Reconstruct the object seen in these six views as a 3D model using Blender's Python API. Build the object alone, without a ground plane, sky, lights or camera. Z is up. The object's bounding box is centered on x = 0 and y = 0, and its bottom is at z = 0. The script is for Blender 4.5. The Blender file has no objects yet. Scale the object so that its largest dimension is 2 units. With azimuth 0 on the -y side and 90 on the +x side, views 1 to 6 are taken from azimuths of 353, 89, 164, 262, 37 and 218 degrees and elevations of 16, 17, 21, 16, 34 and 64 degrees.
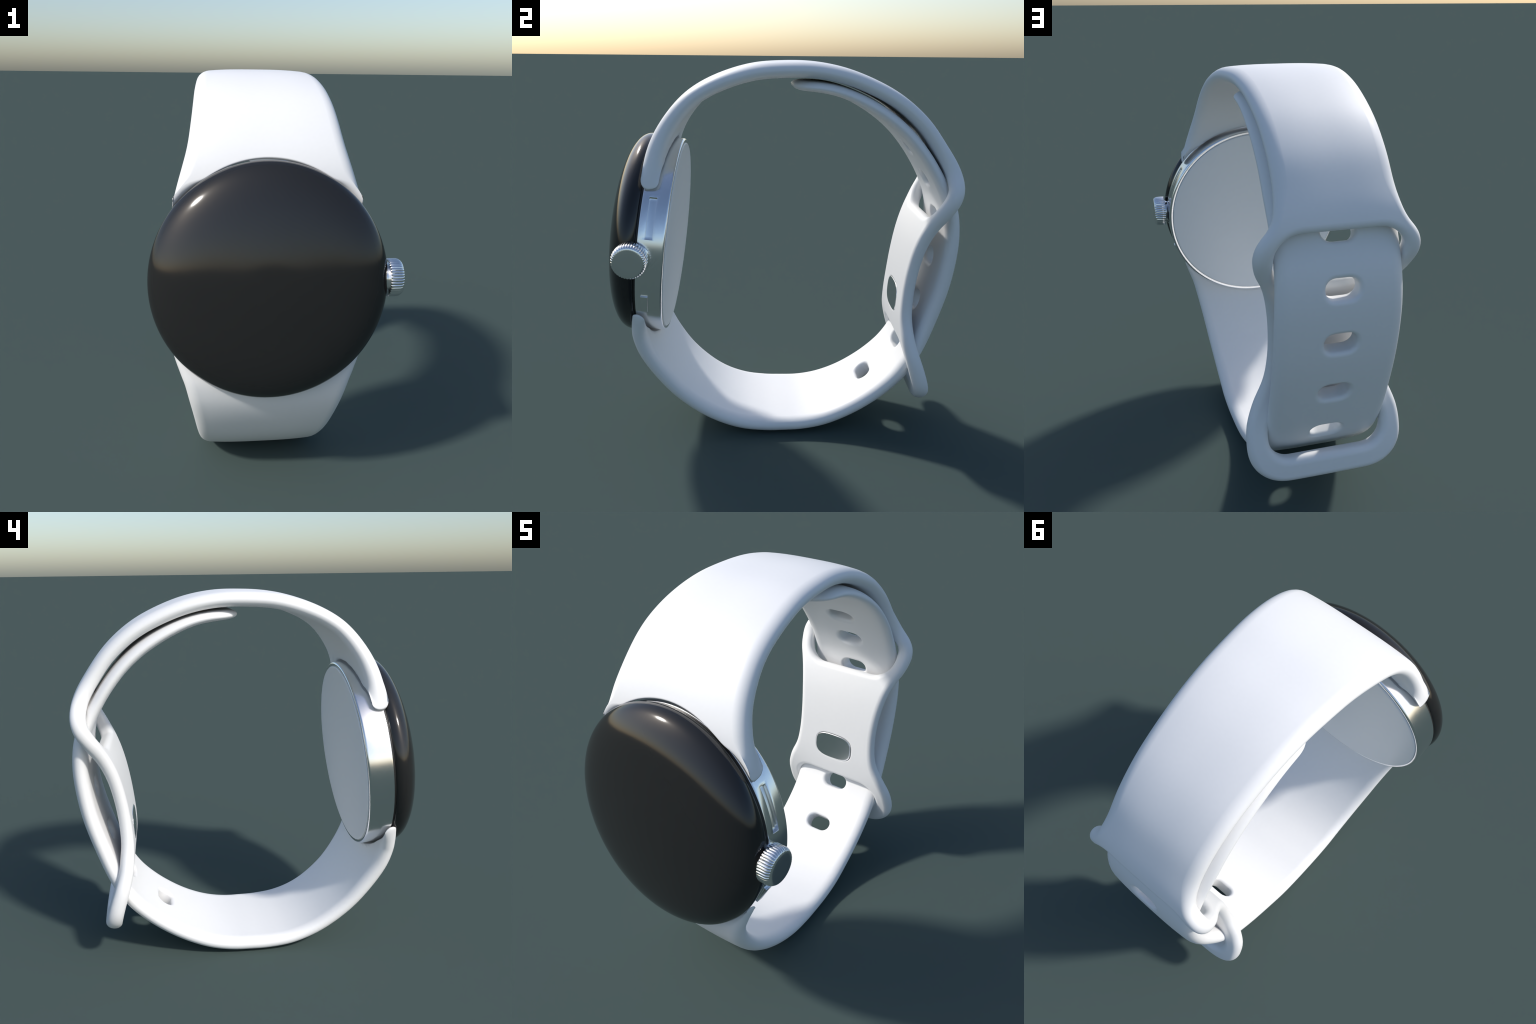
"""White-strapped round smartwatch, standing on its closed strap loop.

Everything is built in a local frame whose x = 0 plane is the watch's plane of
symmetry; the top-level Empty then turns and shifts it into place.
  straps : plan outline (length s, width x) -> rounded-edge slab -> bent on a spine
  case, glass, back cover, crown : turned (lathe) profiles
"""
import bpy, bmesh, math
import numpy as np
from mathutils import Matrix, Vector, geometry

YAW, SHIFT_X = -0.009, -0.0247
CASE_Y, CASE_Z, CASE_TILT = -0.580, 1.072, 0.108      # centre of the back cover, lean of the case
CASE_R = 0.525
CASE_YAW = -0.012                                       # the case sits slightly turned in its strap
DRIFT = 0.006                                           # the buckled end of the strap lies a little off centre
CROWNING = 0.014                                        # how far a strap's outer face falls to its edges


# ------------------------------------------------------------------ materials
def principled(name, color, rough, metallic=0.0, **extra):
    m = bpy.data.materials.new(name)
    m.use_nodes = True
    b = m.node_tree.nodes["Principled BSDF"]
    b.inputs["Base Color"].default_value = (*color, 1)
    b.inputs["Roughness"].default_value = rough
    b.inputs["Metallic"].default_value = metallic
    for k, v in extra.items():
        b.inputs[k.replace("_", " ")].default_value = v
    return m, b


def add_grain(mat, bsdf, color, spread, scale, rough, rough_spread, bump=0.0):
    """Very fine, almost invisible noise in tint, roughness and relief."""
    nt = mat.node_tree
    tc = nt.nodes.new("ShaderNodeTexCoord")
    nz = nt.nodes.new("ShaderNodeTexNoise")
    nz.inputs["Scale"].default_value = scale
    nz.inputs["Detail"].default_value = 4
    nt.links.new(tc.outputs["Object"], nz.inputs["Vector"])
    ramp = nt.nodes.new("ShaderNodeValToRGB")
    ramp.color_ramp.elements[0].position = 0.3
    ramp.color_ramp.elements[1].position = 0.7
    ramp.color_ramp.elements[0].color = (*[c * (1 - spread) for c in color], 1)
    ramp.color_ramp.elements[1].color = (*[min(1, c * (1 + spread)) for c in color], 1)
    nt.links.new(nz.outputs["Fac"], ramp.inputs["Fac"])
    nt.links.new(ramp.outputs["Color"], bsdf.inputs["Base Color"])
    mr = nt.nodes.new("ShaderNodeMapRange")
    mr.inputs["To Min"].default_value = rough - rough_spread
    mr.inputs["To Max"].default_value = rough + rough_spread
    nt.links.new(nz.outputs["Fac"], mr.inputs["Value"])
    nt.links.new(mr.outputs["Result"], bsdf.inputs["Roughness"])
    if bump:
        bp = nt.nodes.new("ShaderNodeBump")
        bp.inputs["Strength"].default_value = bump
        bp.inputs["Distance"].default_value = 0.002
        nt.links.new(nz.outputs["Fac"], bp.inputs["Height"])
        nt.links.new(bp.outputs["Normal"], bsdf.inputs["Normal"])


RUBBER_C = (0.83, 0.83, 0.83)
RUBBER, _b = principled("white_rubber", RUBBER_C, 0.5)
add_grain(RUBBER, _b, RUBBER_C, 0.006, 60.0, 0.5, 0.02)
METAL_C = (0.90, 0.90, 0.90)
METAL, _b = principled("polished_steel", METAL_C, 0.2, 1.0)
add_grain(METAL, _b, METAL_C, 0.005, 40.0, 0.2, 0.015)
GLASS_C = (0.018, 0.018, 0.018)
GLASS, _b = principled("black_glass", GLASS_C, 0.11)
add_grain(GLASS, _b, GLASS_C, 0.01, 20.0, 0.11, 0.008)
BACK_C = (0.90, 0.90, 0.90)
BACK, _b = principled("pale_ceramic", BACK_C, 0.35)
add_grain(BACK, _b, BACK_C, 0.004, 30.0, 0.35, 0.02)
SEAM, _b = principled("black_gasket", (0.01, 0.01, 0.01), 0.5)


# ------------------------------------------------------------------ helpers
root = bpy.data.objects.new("smartwatch", None)
root.empty_display_size = 0.2
bpy.context.scene.collection.objects.link(root)
root["label"] = "round black-glass smartwatch with white rubber strap, buckled"
root["category"] = "smartwatch"
root.location = (SHIFT_X, 0, 0.0008)
root.rotation_euler = (0, 0, YAW)


def make_object(name, verts, faces, mat, parent=root, smooth_angle=None):
    me = bpy.data.meshes.new(name)
    me.from_pydata([tuple(map(float, v)) for v in verts], [], faces)
    me.validate()
    bm = bmesh.new()
    bm.from_mesh(me)
    bmesh.ops.remove_doubles(bm, verts=bm.verts, dist=1e-6)
    bmesh.ops.recalc_face_normals(bm, faces=bm.faces)
    bm.to_mesh(me)
    bm.free()
    me.polygons.foreach_set("use_smooth", [True] * len(me.polygons))
    if smooth_angle:
        me.set_sharp_from_angle(angle=math.radians(smooth_angle))
    me.materials.append(mat)
    ob = bpy.data.objects.new(name, me)
    bpy.context.scene.collection.objects.link(ob)
    ob.parent = parent
    return ob


def spline(points, per_span=24):
    """Catmull-Rom through rows of any dimension."""
    P = np.array(points, float)
    Q = np.vstack([2 * P[0] - P[1], P, 2 * P[-1] - P[-2]])
    out = []
    for i in range(len(P) - 1):
        a, b, c, d = Q[i:i + 4]
        for t in np.linspace(0, 1, per_span, endpoint=False):
            out.append(0.5 * (2 * b + (c - a) * t + (2 * a - 5 * b + 4 * c - d) * t * t
                              + (3 * b - a - 3 * c + d) * t ** 3))
    out.append(P[-1])
    return np.array(out)


def smoothstep(t):
    t = np.clip(t, 0, 1)
    return t * t * (3 - 2 * t)


def smooth_rows(A, passes):
    A = A.copy()
    for _ in range(passes):
        A[1:-1] = 0.25 * A[:-2] + 0.5 * A[1:-1] + 0.25 * A[2:]
    return A


def case_to_local(x, w, d):
    """x across, w up the face of the case, d forward out of the back cover."""
    c, s = math.cos(CASE_TILT), math.sin(CASE_TILT)
    y = w * s - d * c
    return (x - CASE_YAW * y, CASE_Y + y + CASE_YAW * x, CASE_Z + w * c + d * s)


def local_to_case_w(y, z):
    c, s = math.cos(CASE_TILT), math.sin(CASE_TILT)
    return (y - CASE_Y) * s + (z - CASE_Z) * c


# ------------------------------------------------------------------ strap builder
class Spine:
    """Outer-face curve of a strap in the y-z plane with half width and thickness along it."""

    def __init__(self, rows, side, passes=30):
        D = spline(rows)
        D[:, :2] = smooth_rows(D[:, :2], passes)
        s = np.r_[0, np.cumsum(np.hypot(*np.diff(D[:, :2], axis=0).T))]
        n = int(s[-1] / 0.004)
        self.s = np.linspace(0, s[-1], n)
        self.P = np.c_[np.interp(self.s, s, D[:, 0]), np.interp(self.s, s, D[:, 1])]
        self.hw = smooth_rows(np.interp(self.s, s, D[:, 2])[:, None], 20)[:, 0]
        self.th = smooth_rows(np.interp(self.s, s, D[:, 3])[:, None], 20)[:, 0]
        T = np.gradient(self.P, axis=0)
        T /= np.linalg.norm(T, axis=1)[:, None]
        N = np.c_[-T[:, 1], T[:, 0]] * side
        self.T, self.N = T, N
        self.length = self.s[-1]

    def at(self, s, A):
        return np.interp(s, self.s, A)

    def nearest(self, y, z):
        return float(self.s[np.argmin(np.hypot(self.P[:, 0] - y, self.P[:, 1] - z))])

    def place(self, s, x, depth):
        """depth: 0 on the outer face, growing inwards. Ends are extended straight."""
        ex = np.where(s < 0, s, np.where(s > self.length, s - self.length, 0.0))
        sc = np.clip(s, 0, self.length)
        y, z = self.at(sc, self.P[:, 0]), self.at(sc, self.P[:, 1])
        ty, tz = self.at(sc, self.T[:, 0]), self.at(sc, self.T[:, 1])
        ny, nz = self.at(sc, self.N[:, 0]), self.at(sc, self.N[:, 1])
        yy = y + ty * ex - ny * depth
        return np.c_[x - DRIFT * smoothstep((yy + 0.5) / 1.3), yy, z + tz * ex - nz * depth]


def resample_closed(P, step, extra=None):
    P = np.vstack([P, P[:1]])
    s = np.r_[0, np.cumsum(np.hypot(*np.diff(P, axis=0).T))]
    n = max(16, int(s[-1] / step))
    t = np.linspace(0, s[-1], n, endpoint=False)
    Q = np.c_[np.interp(t, s, P[:, 0]), np.interp(t, s, P[:, 1])]
    return Q


def smooth_closed(P, passes):
    for _ in range(passes):
        P = 0.25 * np.roll(P, 1, 0) + 0.5 * P + 0.25 * np.roll(P, -1, 0)
    return P


def inward_normals(P):
    T = np.roll(P, -1, 0) - np.roll(P, 1, 0)
    T /= np.linalg.norm(T, axis=1)[:, None]
    return np.c_[-T[:, 1], T[:, 0]]          # left of travel = inside of a CCW loop


def inside(points, loop):
    x, y = points[:, 0], points[:, 1]
    res = np.zeros(len(points), bool)
    a, b = loop, np.roll(loop, -1, 0)
    for (x0, y0), (x1, y1) in zip(a, b):
        cond = (y0 > y) != (y1 > y)
        if cond.any():
            xi = x0 + (y - y0) * (x1 - x0) / (y1 - y0 + 1e-15)
            res ^= cond & (x < xi)
    return res


def signed_area(P):
    return 0.5 * np.sum(P[:, 0] * np.roll(P[:, 1], -1) - np.roll(P[:, 0], -1) * P[:, 1])


SUPPORT = 0.004                       # a flat ring that keeps the faces shading flat next to a rounded edge


def slab(loops, radii, spine, arc_steps=7, grid=0.022, step=0.012):
    """loops: closed plan polylines (s, x), the first the outline and the rest openings;
    radii: edge rounding, one number or one function of (s, x) per loop.
    Returns s, x, h (h in -1..1 across the thickness) and faces."""
    S, X, H, faces = [], [], [], []
    inner_loops, top_ids, bot_ids = [], [], []
    count = 0
    for k, (loop, rad) in enumerate(zip(loops, radii)):
        L = resample_closed(np.array(loop), step)
        want_ccw = (k == 0)
        if (signed_area(L) > 0) != want_ccw:
            L = L[::-1]
        Nrm = inward_normals(L)              # points into the material for both kinds
        r = rad(L[:, 0], L[:, 1]) if callable(rad) else np.full(len(L), rad)
        th = np.maximum(spine.at(np.clip(L[:, 0], 0, spine.length), spine.th), 0.02)
        if callable(rad):            # outline: full round sides and tips, crisp arc against the case
            soft = np.maximum(smoothstep((r - 0.008) / 0.02), smoothstep((np.abs(L[:, 1]) - 0.29) / 0.07))
            rv = th * (0.10 + 0.37 * soft)
        else:
            rv = np.minimum(r, 0.49 * th)
        n = len(L)
        sup = np.full(n, SUPPORT)
        if callable(rad):            # no room for it in the sharp lug tips
            sup *= 1 - 0.9 * smoothstep((np.abs(L[:, 1]) - 0.33) / 0.04) * (r < 0.02)
        rings = []
        for j in range(-1, 2 * arc_steps + 1):
            top = j >= arc_steps
            a = max(0, j if not top else 2 * arc_steps - 1 - j) / (arc_steps - 1) * math.pi / 2
            # bottom: inset from r to 0 ; top: inset from 0 to r
            inset = r * (1 - math.sin(a)) + (sup if j in (-1, 2 * arc_steps) else 0)
            q = L + Nrm * inset[:, None]
            hh = (th / 2 - rv + rv * math.cos(a)) / (th / 2)
            S.append(q[:, 0]); X.append(q[:, 1]); H.append(hh if top else -hh)
            rings.append(np.arange(count, count + n))
            count += n
        for j in range(len(rings) - 1):
            A, B = rings[j], rings[j + 1]
            for i in range(n):
                i2 = (i + 1) % n
                faces.append((int(A[i]), int(A[i2]), int(B[i2]), int(B[i])))
        inner_loops.append(L + Nrm * (r + sup)[:, None])
        bot_ids.append(rings[0]); top_ids.append(rings[-1])
    # flat faces: constrained Delaunay between the innermost rings
    allp = np.vstack(inner_loops)
    s0, s1 = allp[:, 0].min(), allp[:, 0].max()
    x1 = allp[:, 1].max()
    gs = np.arange(s0 + grid / 2, s1, grid)
    gx = np.linspace(-x1, x1, int(2 * x1 / grid / 1.2))
    G = np.array([(a, b) for a in gs for b in gx])
    keep = inside(G, inner_loops[0])
    for lp in inner_loops[1:]:
        keep &= ~inside(G, lp)
    G = G[keep]
    dmin = np.full(len(G), 9.0)
    for i in range(0, len(allp)):
        dmin = np.minimum(dmin, np.hypot(G[:, 0] - allp[i, 0], G[:, 1] - allp[i, 1]))
    G = G[dmin > 0.55 * grid]
    pts = np.vstack([allp, G])
    edges, off = [], 0
    for lp in inner_loops:
        n = len(lp)
        edges += [(off + i, off + (i + 1) % n) for i in range(n)]
        off += n
    res = geometry.delaunay_2d_cdt([Vector(p) for p in pts.tolist()], edges, [], 0, 1e-7)
    v2, tri, orig = res[0], res[2], res[3]
    cen = np.array([[sum(v2[i][0] for i in f) / 3, sum(v2[i][1] for i in f) / 3] for f in tri])
    ok = inside(cen, inner_loops[0])
    for lp in inner_loops[1:]:
        ok &= ~inside(cen, lp)
    src = [o[0] if o else -1 for o in orig]
    ring_top, ring_bot = np.concatenate(top_ids), np.concatenate(bot_ids)
    nring = len(allp)
    S = [np.concatenate(S)]; X = [np.concatenate(X)]; H = [np.concatenate(H)]
    S += [G[:, 0], G[:, 0]]; X += [G[:, 1], G[:, 1]]
    H += [np.ones(len(G)), -np.ones(len(G))]

    def vid(i, top):
        o = src[i]
        if o < nring:
            return int(ring_top[o] if top else ring_bot[o])
        return count + (o - nring) + (0 if top else len(G))
    for f, good in zip(tri, ok):
        if good and all(src[i] >= 0 for i in f):
            faces.append(tuple(vid(i, True) for i in f))
            faces.append(tuple(vid(i, False) for i in reversed(f)))
    return np.concatenate(S), np.concatenate(X), np.concatenate(H), faces


def rounded_rect(cs, cx, ls, lx, r, power_steps=10):
    """Rounded rectangle in plan: ls along the strap, lx across it."""
    out = []
    r = min(r, ls / 2 - 1e-4, lx / 2 - 1e-4)
    for qx, qy, a0 in ((1, 1, 0), (-1, 1, 90), (-1, -1, 180), (1, -1, 270)):
        for t in np.linspace(0, 90, power_steps):
            a = math.radians(a0 + t)
            out.append((cs + qx * (ls / 2 - r) + r * math.cos(a),
                        cx + qy * (lx / 2 - r) + r * math.sin(a)))
    return np.array(out)


def superellipse(cs, cx, ls, lx, power, n=96):
    t = np.linspace(0, 2 * math.pi, n, endpoint=False)
    c, q = np.cos(t), np.sin(t)
    return np.c_[cs + ls / 2 * np.sign(c) * np.abs(c) ** (2 / power),
                 cx + lx / 2 * np.sign(q) * np.abs(q) ** (2 / power)]


def strap_outline(sp, gap_radius, sign, tip_corner, end_corner, end_power=2.0):
    """Side edges from the width law, a concave arc round the case at s ~ 0, a rounded far end."""
    mid = sp.place(sp.s, np.zeros_like(sp.s), sp.th * 0.5)
    w = sign * np.array([local_to_case_w(y, z) for _, y, z in mid])       # falls towards the case
    k = np.argmax(w > 0.60) if (w > 0.60).any() else len(w) - 1
    ws, ss = w[:k + 1], sp.s[:k + 1]
    # extend a little before s = 0
    ws = np.r_[ws[0] - 0.2, ws]; ss = np.r_[-0.2, ss]

    def arc_s(x):
        return np.interp(np.sqrt(np.maximum(gap_radius ** 2 - x ** 2, 0)), ws, ss)
    # where the side edge meets the arc
    cand = np.linspace(-0.1, 0.2, 601)
    hwc = sp.at(np.clip(cand, 0, None), sp.hw)
    s_tip = cand[np.argmin(np.abs(arc_s(hwc) - cand))]
    x_tip = float(sp.at(max(s_tip, 0), sp.hw))
    ss2 = np.linspace(s_tip, sp.length - end_corner, 400)
    side = np.c_[ss2, sp.at(np.clip(ss2, 0, None), sp.hw)]
    he = side[-1, 1]
    hws = sp.at(sp.length, sp.hw)
    t = np.linspace(0, math.pi / 2, 40)[1:]
    cs, sn = np.cos(t) ** (2 / end_power), np.sin(t) ** (2 / end_power)
    cor = np.c_[sp.length - end_corner + end_corner * sn, he - end_corner + end_corner * cs]
    right = np.vstack([side, cor])
    left = right[::-1] * [1, -1]
    xa = np.linspace(-x_tip, x_tip, 120)[1:-1]
    arc = np.c_[arc_s(xa), xa]
    P = np.vstack([right, left, arc])
    P = resample_closed(P, 0.006)
    # round only the two sharp tips
    return smooth_closed(P, tip_corner), arc_s


def lug_edge_radius(arc_s, small=0.007, full=0.052, reach=0.13, rails=9.0):
    """Edge rounding: crisp along the arc that hugs the case, soft along the sides."""
    def law(s, x):
        side = full - (full - 0.032) * smoothstep((s - rails) / 0.15)       # narrower on the slotted part
        return small + (side - small) * smoothstep((s - arc_s(x) - 0.004) / reach)
    return law


def round_tips(S, X, H, arc_s, round_by, slope_by):
    """Pull the ends of the two lug tips back towards their outer and inner faces."""
    t = np.maximum(S - arc_s(X), 0)
    tip = smoothstep((np.abs(X) - 0.27) / 0.12) * np.exp(-t / 0.07)
    back = round_by * (1 - np.sqrt(np.maximum(1 - H * H, 0))) + slope_by * ((1 - H) / 2) ** 2
    return S + tip * back


def bend(sp, S, X, H, bulge=None):
    sc = np.clip(S, 0, sp.length)
    th = sp.at(sc, sp.th)
    depth = (1 - H) * 0.5 * th
    if bulge is not None:
        depth = depth + bulge(S, X) * (1 - H) * 0.5
    depth = depth + CROWNING * np.clip(np.abs(X) / sp.at(sc, sp.hw), 0, 1) ** 3 * (1 + H) * 0.5
    return sp.place(S, X, depth)


def clear_case(V, H, sign):
    """Push strap vertices that would enter the case out onto its cylinder;
    the gap widens from the outer to the inner face."""
    out = V.copy()
    c, s = math.cos(CASE_TILT), math.sin(CASE_TILT)
    for i, (x, y, z) in enumerate(V):
        radius = CASE_R + 0.002 + 0.011 * (1 - H[i]) / 2
        if y > -0.4 or abs(x) >= radius:
            continue
        w = (y - CASE_Y) * s + (z - CASE_Z) * c
        d = -(y - CASE_Y) * c + (z - CASE_Z) * s
        lim = math.sqrt(radius * radius - x * x)
        if w * sign < lim:
            out[i] = case_to_local(x, sign * lim, d)
    return out


# ------------------------------------------------------------------ loop strap (over the top, with the two slots)
# outer face: y, z, half width, thickness
LOOP_ROWS = [
    (-0.717, 1.370, 0.433, 0.098), (-0.708, 1.450, 0.418, 0.100), (-0.684, 1.580, 0.384, 0.101),
    (-0.629, 1.698, 0.353, 0.096), (-0.539, 1.812, 0.334, 0.090), (-0.441, 1.888, 0.323, 0.086),
    (-0.312, 1.947, 0.313, 0.084), (-0.160, 1.988, 0.299, 0.082), (0.000, 2.000, 0.286, 0.081),
    (0.152, 1.996, 0.275, 0.080), (0.312, 1.965, 0.266, 0.080), (0.474, 1.903, 0.259, 0.080),
    (0.606, 1.828, 0.255, 0.080), (0.726, 1.724, 0.253, 0.081), (0.818, 1.604, 0.256, 0.083),
    (0.884, 1.496, 0.280, 0.086), (0.904, 1.405, 0.336, 0.088), (0.887, 1.318, 0.356, 0.088),
    (0.838, 1.235, 0.342, 0.085), (0.788, 1.150, 0.300, 0.081), (0.749, 1.050, 0.272, 0.077),
    (0.721, 0.920, 0.257, 0.075), (0.706, 0.790, 0.258, 0.075), (0.702, 0.680, 0.278, 0.077),
    (0.713, 0.580, 0.330, 0.081), (0.740, 0.490, 0.366, 0.086), (0.774, 0.395, 0.374, 0.090),
    (0.801, 0.300, 0.366, 0.093), (0.816, 0.208, 0.352, 0.094)]
sp = Spine(LOOP_ROWS, +1)
outline, arc_top = strap_outline(sp, CASE_R + 0.003, +1, 14, 0.19, 2.2)
lip = sp.nearest(0.898, 1.446)
plate_top = sp.nearest(0.808, 1.185)
plate_bottom = sp.nearest(0.720, 0.535)
bar_top = sp.nearest(0.795, 0.326)
peg = sp.nearest(0.697, 0.735)
slots = [rounded_rect((lip + plate_top) / 2, 0, plate_top - lip, 0.556, 0.115),
         rounded_rect((plate_bottom + bar_top) / 2, 0, bar_top - plate_bottom, 0.552, 0.100),
         superellipse(peg, 0, 0.156, 0.248, 3.0)]


S, X, H, F = slab([outline] + slots, [lug_edge_radius(arc_top, rails=lip - 0.22), 0.030, 0.032, 0.006], sp)
S = round_tips(S, X, H, arc_top, 0.050, 0.0)
V = bend(sp, S, X, H, lambda s, x: 0.014 * np.clip(1 - s / 0.45, 0, 1) ** 2 * np.clip(1 - np.abs(x) / 0.40, 0, 1))
V = clear_case(V, H, +1)
loop_strap = make_object("loop_strap", V, F, RUBBER)
# polished peg set in the plate, its head a hair proud of the inner face
S, X, H, F = slab([superellipse(peg, 0, 0.152, 0.244, 3.0)], [0.006], sp)
V = sp.place(S, X, sp.at(np.clip(S, 0, sp.length), sp.th) + 0.0025 - 0.030 * (1 + H) / 2)
make_object("peg", V, F, METAL, smooth_angle=35)

# ------------------------------------------------------------------ hole strap (under the bottom, woven through the loop)
HOLE_ROWS = [
    (-0.780, 0.760, 0.432, 0.076), (-0.796, 0.670, 0.404, 0.086), (-0.796, 0.595, 0.384, 0.093),
    (-0.766, 0.490, 0.365, 0.094), (-0.696, 0.366, 0.345, 0.093), (-0.596, 0.238, 0.328, 0.090),
    (-0.474, 0.131, 0.315, 0.089), (-0.356, 0.061, 0.308, 0.088), (-0.228, 0.017, 0.306, 0.088),
    (-0.100, 0.001, 0.303, 0.088), (0.000, 0.000, 0.300, 0.088), (0.120, 0.005, 0.296, 0.088),
    (0.245, 0.030, 0.292, 0.088), (0.370, 0.080, 0.286, 0.088), (0.485, 0.147, 0.283, 0.088),
    (0.595, 0.232, 0.281, 0.088), (0.692, 0.335, 0.280, 0.088), (0.772, 0.475, 0.279, 0.088),
    (0.838, 0.660, 0.279, 0.088), (0.892, 0.855, 0.279, 0.088), (0.917, 1.040, 0.279, 0.087),
    (0.917, 1.170, 0.276, 0.085), (0.897, 1.282, 0.272, 0.081), (0.855, 1.377, 0.271, 0.075),
    (0.799, 1.472, 0.273, 0.070), (0.733, 1.568, 0.276, 0.068), (0.649, 1.666, 0.275, 0.067),
    (0.548, 1.752, 0.274, 0.066), (0.426, 1.826, 0.273, 0.064), (0.291, 1.881, 0.272, 0.058),
    (0.168, 1.905, 0.271, 0.055), (0.036, 1.905, 0.270, 0.046)]
sp2 = Spine(HOLE_ROWS, -1)
outline2, arc_low = strap_outline(sp2, CASE_R + 0.003, -1, 14, 0.13, 2.0)
HOLE_S = (1.815, 2.135, 2.420, 2.700, 2.950, 3.198, 3.412)      # distance of each hole along the strap
holes = [rounded_rect(h, 0, 0.094, 0.146, 0.044) for h in HOLE_S]


S, X, H, F = slab([outline2] + holes, [lug_edge_radius(arc_low)] + [0.020] * len(holes), sp2)
S = round_tips(S, X, H, arc_low, 0.012, 0.014)
V = bend(sp2, S, X, H, lambda s, x: 0.034 * np.clip(1 - s / 0.5, 0, 1) ** 2 * np.clip(1.6 - 1.6 * np.abs(x) / 0.42, 0, 1))
V = clear_case(V, H, -1)
hole_strap = make_object("hole_strap", V, F, RUBBER)


# ------------------------------------------------------------------ turned parts
def lathe(profile, segments=192):
    """profile: (radius, height) rows, open at both axis ends. Returns verts in (a, b, height)."""
    verts, faces = [], []
    n = len(profile)
    for k in range(segments):
        a = 2 * math.pi * k / segments
        for r, h in profile:
            verts.append((r * math.cos(a), r * math.sin(a), h))
    for k in range(segments):
        k2 = (k + 1) % segments
        for i in range(n - 1):
            faces.append((k * n + i, k2 * n + i, k2 * n + i + 1, k * n + i + 1))
    return verts, faces


def fillet(cx, cy, r, a0, a1, n=8):
    return [(cx + r * math.cos(math.radians(a)), cy + r * math.sin(math.radians(a)))
            for a in np.linspace(a0, a1, n)]


def on_case(verts):
    return [case_to_local(*v) for v in verts]


# metal body: chamfered back rim, straight wall
prof = ([(1e-5, 0.008), (0.501, 0.008), (0.505, 0.003)]
        + fillet(CASE_R - 0.012, 0.012, 0.012, -80, 0, 8)
        + [(CASE_R, 0.05), (CASE_R, 0.09), (CASE_R, 0.122)] + fillet(CASE_R - 0.004, 0.129, 0.004, 0, 90, 5)
        + [(0.45, 0.134), (1e-5, 0.134)])
v, f = lathe(prof)
watch_case = make_object("watch_case", on_case(v), f, METAL, smooth_angle=35)

# recessed side slot above the crown
cutters = []
for w0, w1, d0, d1 in ((0.104, 0.293, 0.062, 0.098),):
    a0, a1 = math.asin(w0 / CASE_R), math.asin(w1 / CASE_R)
    n = 16
    cv, cf = [], []
    for k in range(n + 1):
        a = a0 + (a1 - a0) * k / n
        floor = CASE_R - 0.020 - 0.5 * (CASE_R - CASE_R * math.cos((a1 - a0) / 2) / math.cos(a - (a0 + a1) / 2))
        for r, d in ((floor, d0), (CASE_R + 0.03, d0), (CASE_R + 0.03, d1), (floor, d1)):
            cv.append(case_to_local(r * math.cos(a), r * math.sin(a), d))
    for k in range(n):
        for j in range(4):
            j2 = (j + 1) % 4
            cf.append((4 * k + j, 4 * k + j2, 4 * k + 4 + j2, 4 * k + 4 + j))
    cf += [(3, 2, 1, 0), tuple(4 * n + j for j in range(4))]
    cutters.append(make_object("slot_cutter", cv, cf, METAL))
dg = bpy.context.evaluated_depsgraph_get()
for c in cutters:
    m = watch_case.modifiers.new("slot", "BOOLEAN")
    m.object = c
    m.operation = "DIFFERENCE"
    m.solver = "EXACT"
m = watch_case.modifiers.new("soft_edge", "BEVEL")
m.width, m.segments, m.limit_method, m.angle_limit = 0.0022, 2, "ANGLE", math.radians(45)
bpy.context.view_layer.update()
me = bpy.data.meshes.new_from_object(watch_case.evaluated_get(bpy.context.evaluated_depsgraph_get()))
watch_case.modifiers.clear()
watch_case.data = me
watch_case.data.set_sharp_from_angle(angle=math.radians(35))
for c in cutters:
    bpy.data.objects.remove(c)

# flat raised key below the crown
a0, a1 = math.asin(-0.284 / CASE_R), math.asin(-0.190 / CASE_R)
top = CASE_R * math.cos((a1 - a0) / 2) + 0.010            # its face is a chord plane
am = (a0 + a1) / 2
bm = bmesh.new()
bmesh.ops.create_cube(bm, size=1)
for vert in bm.verts:
    o = top if vert.co.x > 0 else CASE_R - 0.03
    t = vert.co.y * 2 * CASE_R * math.sin((a1 - a0) / 2)
    vert.co = case_to_local(o * math.cos(am) - t * math.sin(am), o * math.sin(am) + t * math.cos(am), 0.086 + vert.co.z * 0.036)
bmesh.ops.bevel(bm, geom=list(bm.edges), offset=0.002, segments=3, affect="EDGES", profile=0.5)
make_object("side_key", [v.co for v in bm.verts], [[v.index for v in f.verts] for f in bm.faces], METAL, smooth_angle=40)
bm.free()

# pale back cover, a hair proud of the rim
v, f = lathe([(1e-5, 0.02), (0.502, 0.02), (0.502, 0.004)] + fillet(0.497, 0.001, 0.005, 0, -80, 6) + [(r, -0.0045 - 0.013 * (1 - (r / 0.497) ** 2)) for r in (0.488, 0.45, 0.4, 0.3, 0.2, 0.1, 1e-5)])
make_object("back_cover", on_case(v), f, BACK, smooth_angle=50)

# black glass: waist at the seam, fat rim, shallow dome
prof = ([(1e-5, 0.135), (0.500, 0.135)]
        + spline([(0.508, 0.1365), (0.526, 0.150), (0.535, 0.175), (0.530, 0.202), (0.510, 0.230),
                  (0.471, 0.257), (0.415, 0.280), (0.340, 0.298), (0.240, 0.312), (0.120, 0.322), (1e-5, 0.325)], 6).tolist())
prof = [(max(r, 1e-5), h) for r, h in prof]
v, f = lathe(prof, 256)
make_object("display_glass", on_case(v), f, GLASS, smooth_angle=60)
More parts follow.
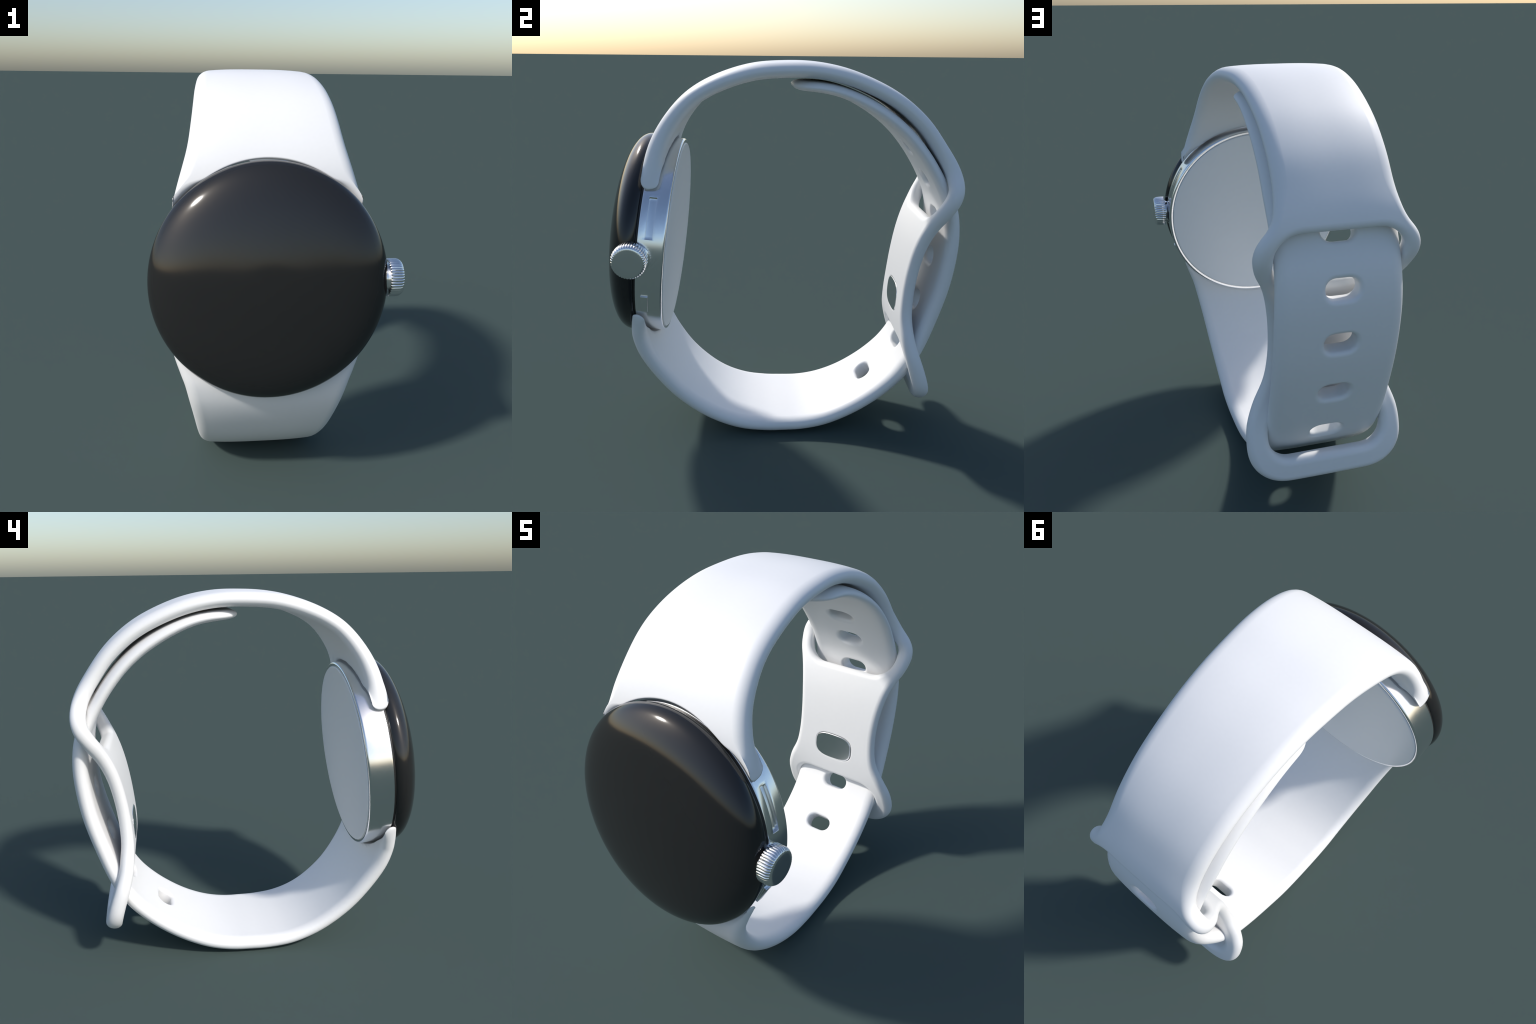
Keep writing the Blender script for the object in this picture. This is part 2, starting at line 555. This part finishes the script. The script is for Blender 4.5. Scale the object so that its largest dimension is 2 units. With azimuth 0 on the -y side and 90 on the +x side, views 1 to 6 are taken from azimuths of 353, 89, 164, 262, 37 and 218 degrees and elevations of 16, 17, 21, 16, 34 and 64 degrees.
# gasket line between glass and metal
v, f = lathe([(0.49, 0.130), (0.519, 0.130), (0.519, 0.142), (0.49, 0.142), (0.49, 0.130)])
make_object("gasket", on_case(v), f, SEAM, smooth_angle=40)

# ------------------------------------------------------------------ crown
CROWN_W, CROWN_D = 0.006, 0.154


def on_crown(verts):
    """lathe verts (a, b, height) -> height along +x."""
    return [case_to_local(h, CROWN_W + b, CROWN_D + a) for a, b, h in verts]


crown = bpy.data.objects.new("crown", None)
crown.empty_display_size = 0.05
bpy.context.scene.collection.objects.link(crown)
crown.parent = root
v, f = lathe([(1e-5, 0.48), (0.062, 0.48), (0.062, 0.524), (0.062, 0.530), (0.062, 0.537), (0.062, 0.57), (1e-5, 0.57)], 96)
# the stem flares into the metal body, but not into the glass
flare = {0.524: 0.030, 0.530: 0.013, 0.537: 0.004}
v = [(a * k, b * k, h) for a, b, h in v
     for k in [1 + flare.get(round(h, 3), 0) * max(0, -a / max(1e-4, math.hypot(a, b))) / 0.062]]
make_object("crown_stem", on_crown(v), f, METAL, crown, 50)
TEETH, SUB = 40, 10
rings = [(0.538, 0.060, 0.0), (0.538, 0.083, 0.2), (0.541, 0.0865, 1.0), (0.560, 0.0868, 1.0), (0.582, 0.0865, 1.0),
         (0.590, 0.0835, 1.0), (0.597, 0.0785, 0.9), (0.6005, 0.0750, 0.5), (0.6025, 0.070, 0.0), (0.6035, 0.060, 0.0),
         (0.6035, 0.03, 0.0), (0.6035, 1e-5, 0.0)]
verts, faces = [], []
n = TEETH * SUB
for h, r, k in rings:
    for i in range(n):
        a = 2 * math.pi * i / n
        ph = (i % SUB) / SUB
        groove = max(0.0, 1 - abs(ph - 0.5) / 0.3)      # broad ribs, narrow grooves
        rr = r - k * 0.0025 * groove
        verts.append((rr * math.cos(a), rr * math.sin(a), h))
for j in range(len(rings) - 1):
    for i in range(n):
        i2 = (i + 1) % n
        faces.append((j * n + i, j * n + i2, (j + 1) * n + i2, (j + 1) * n + i))
faces.append(tuple(range(n)))
make_object("crown_cap", on_crown(verts), faces, METAL, crown, 40)
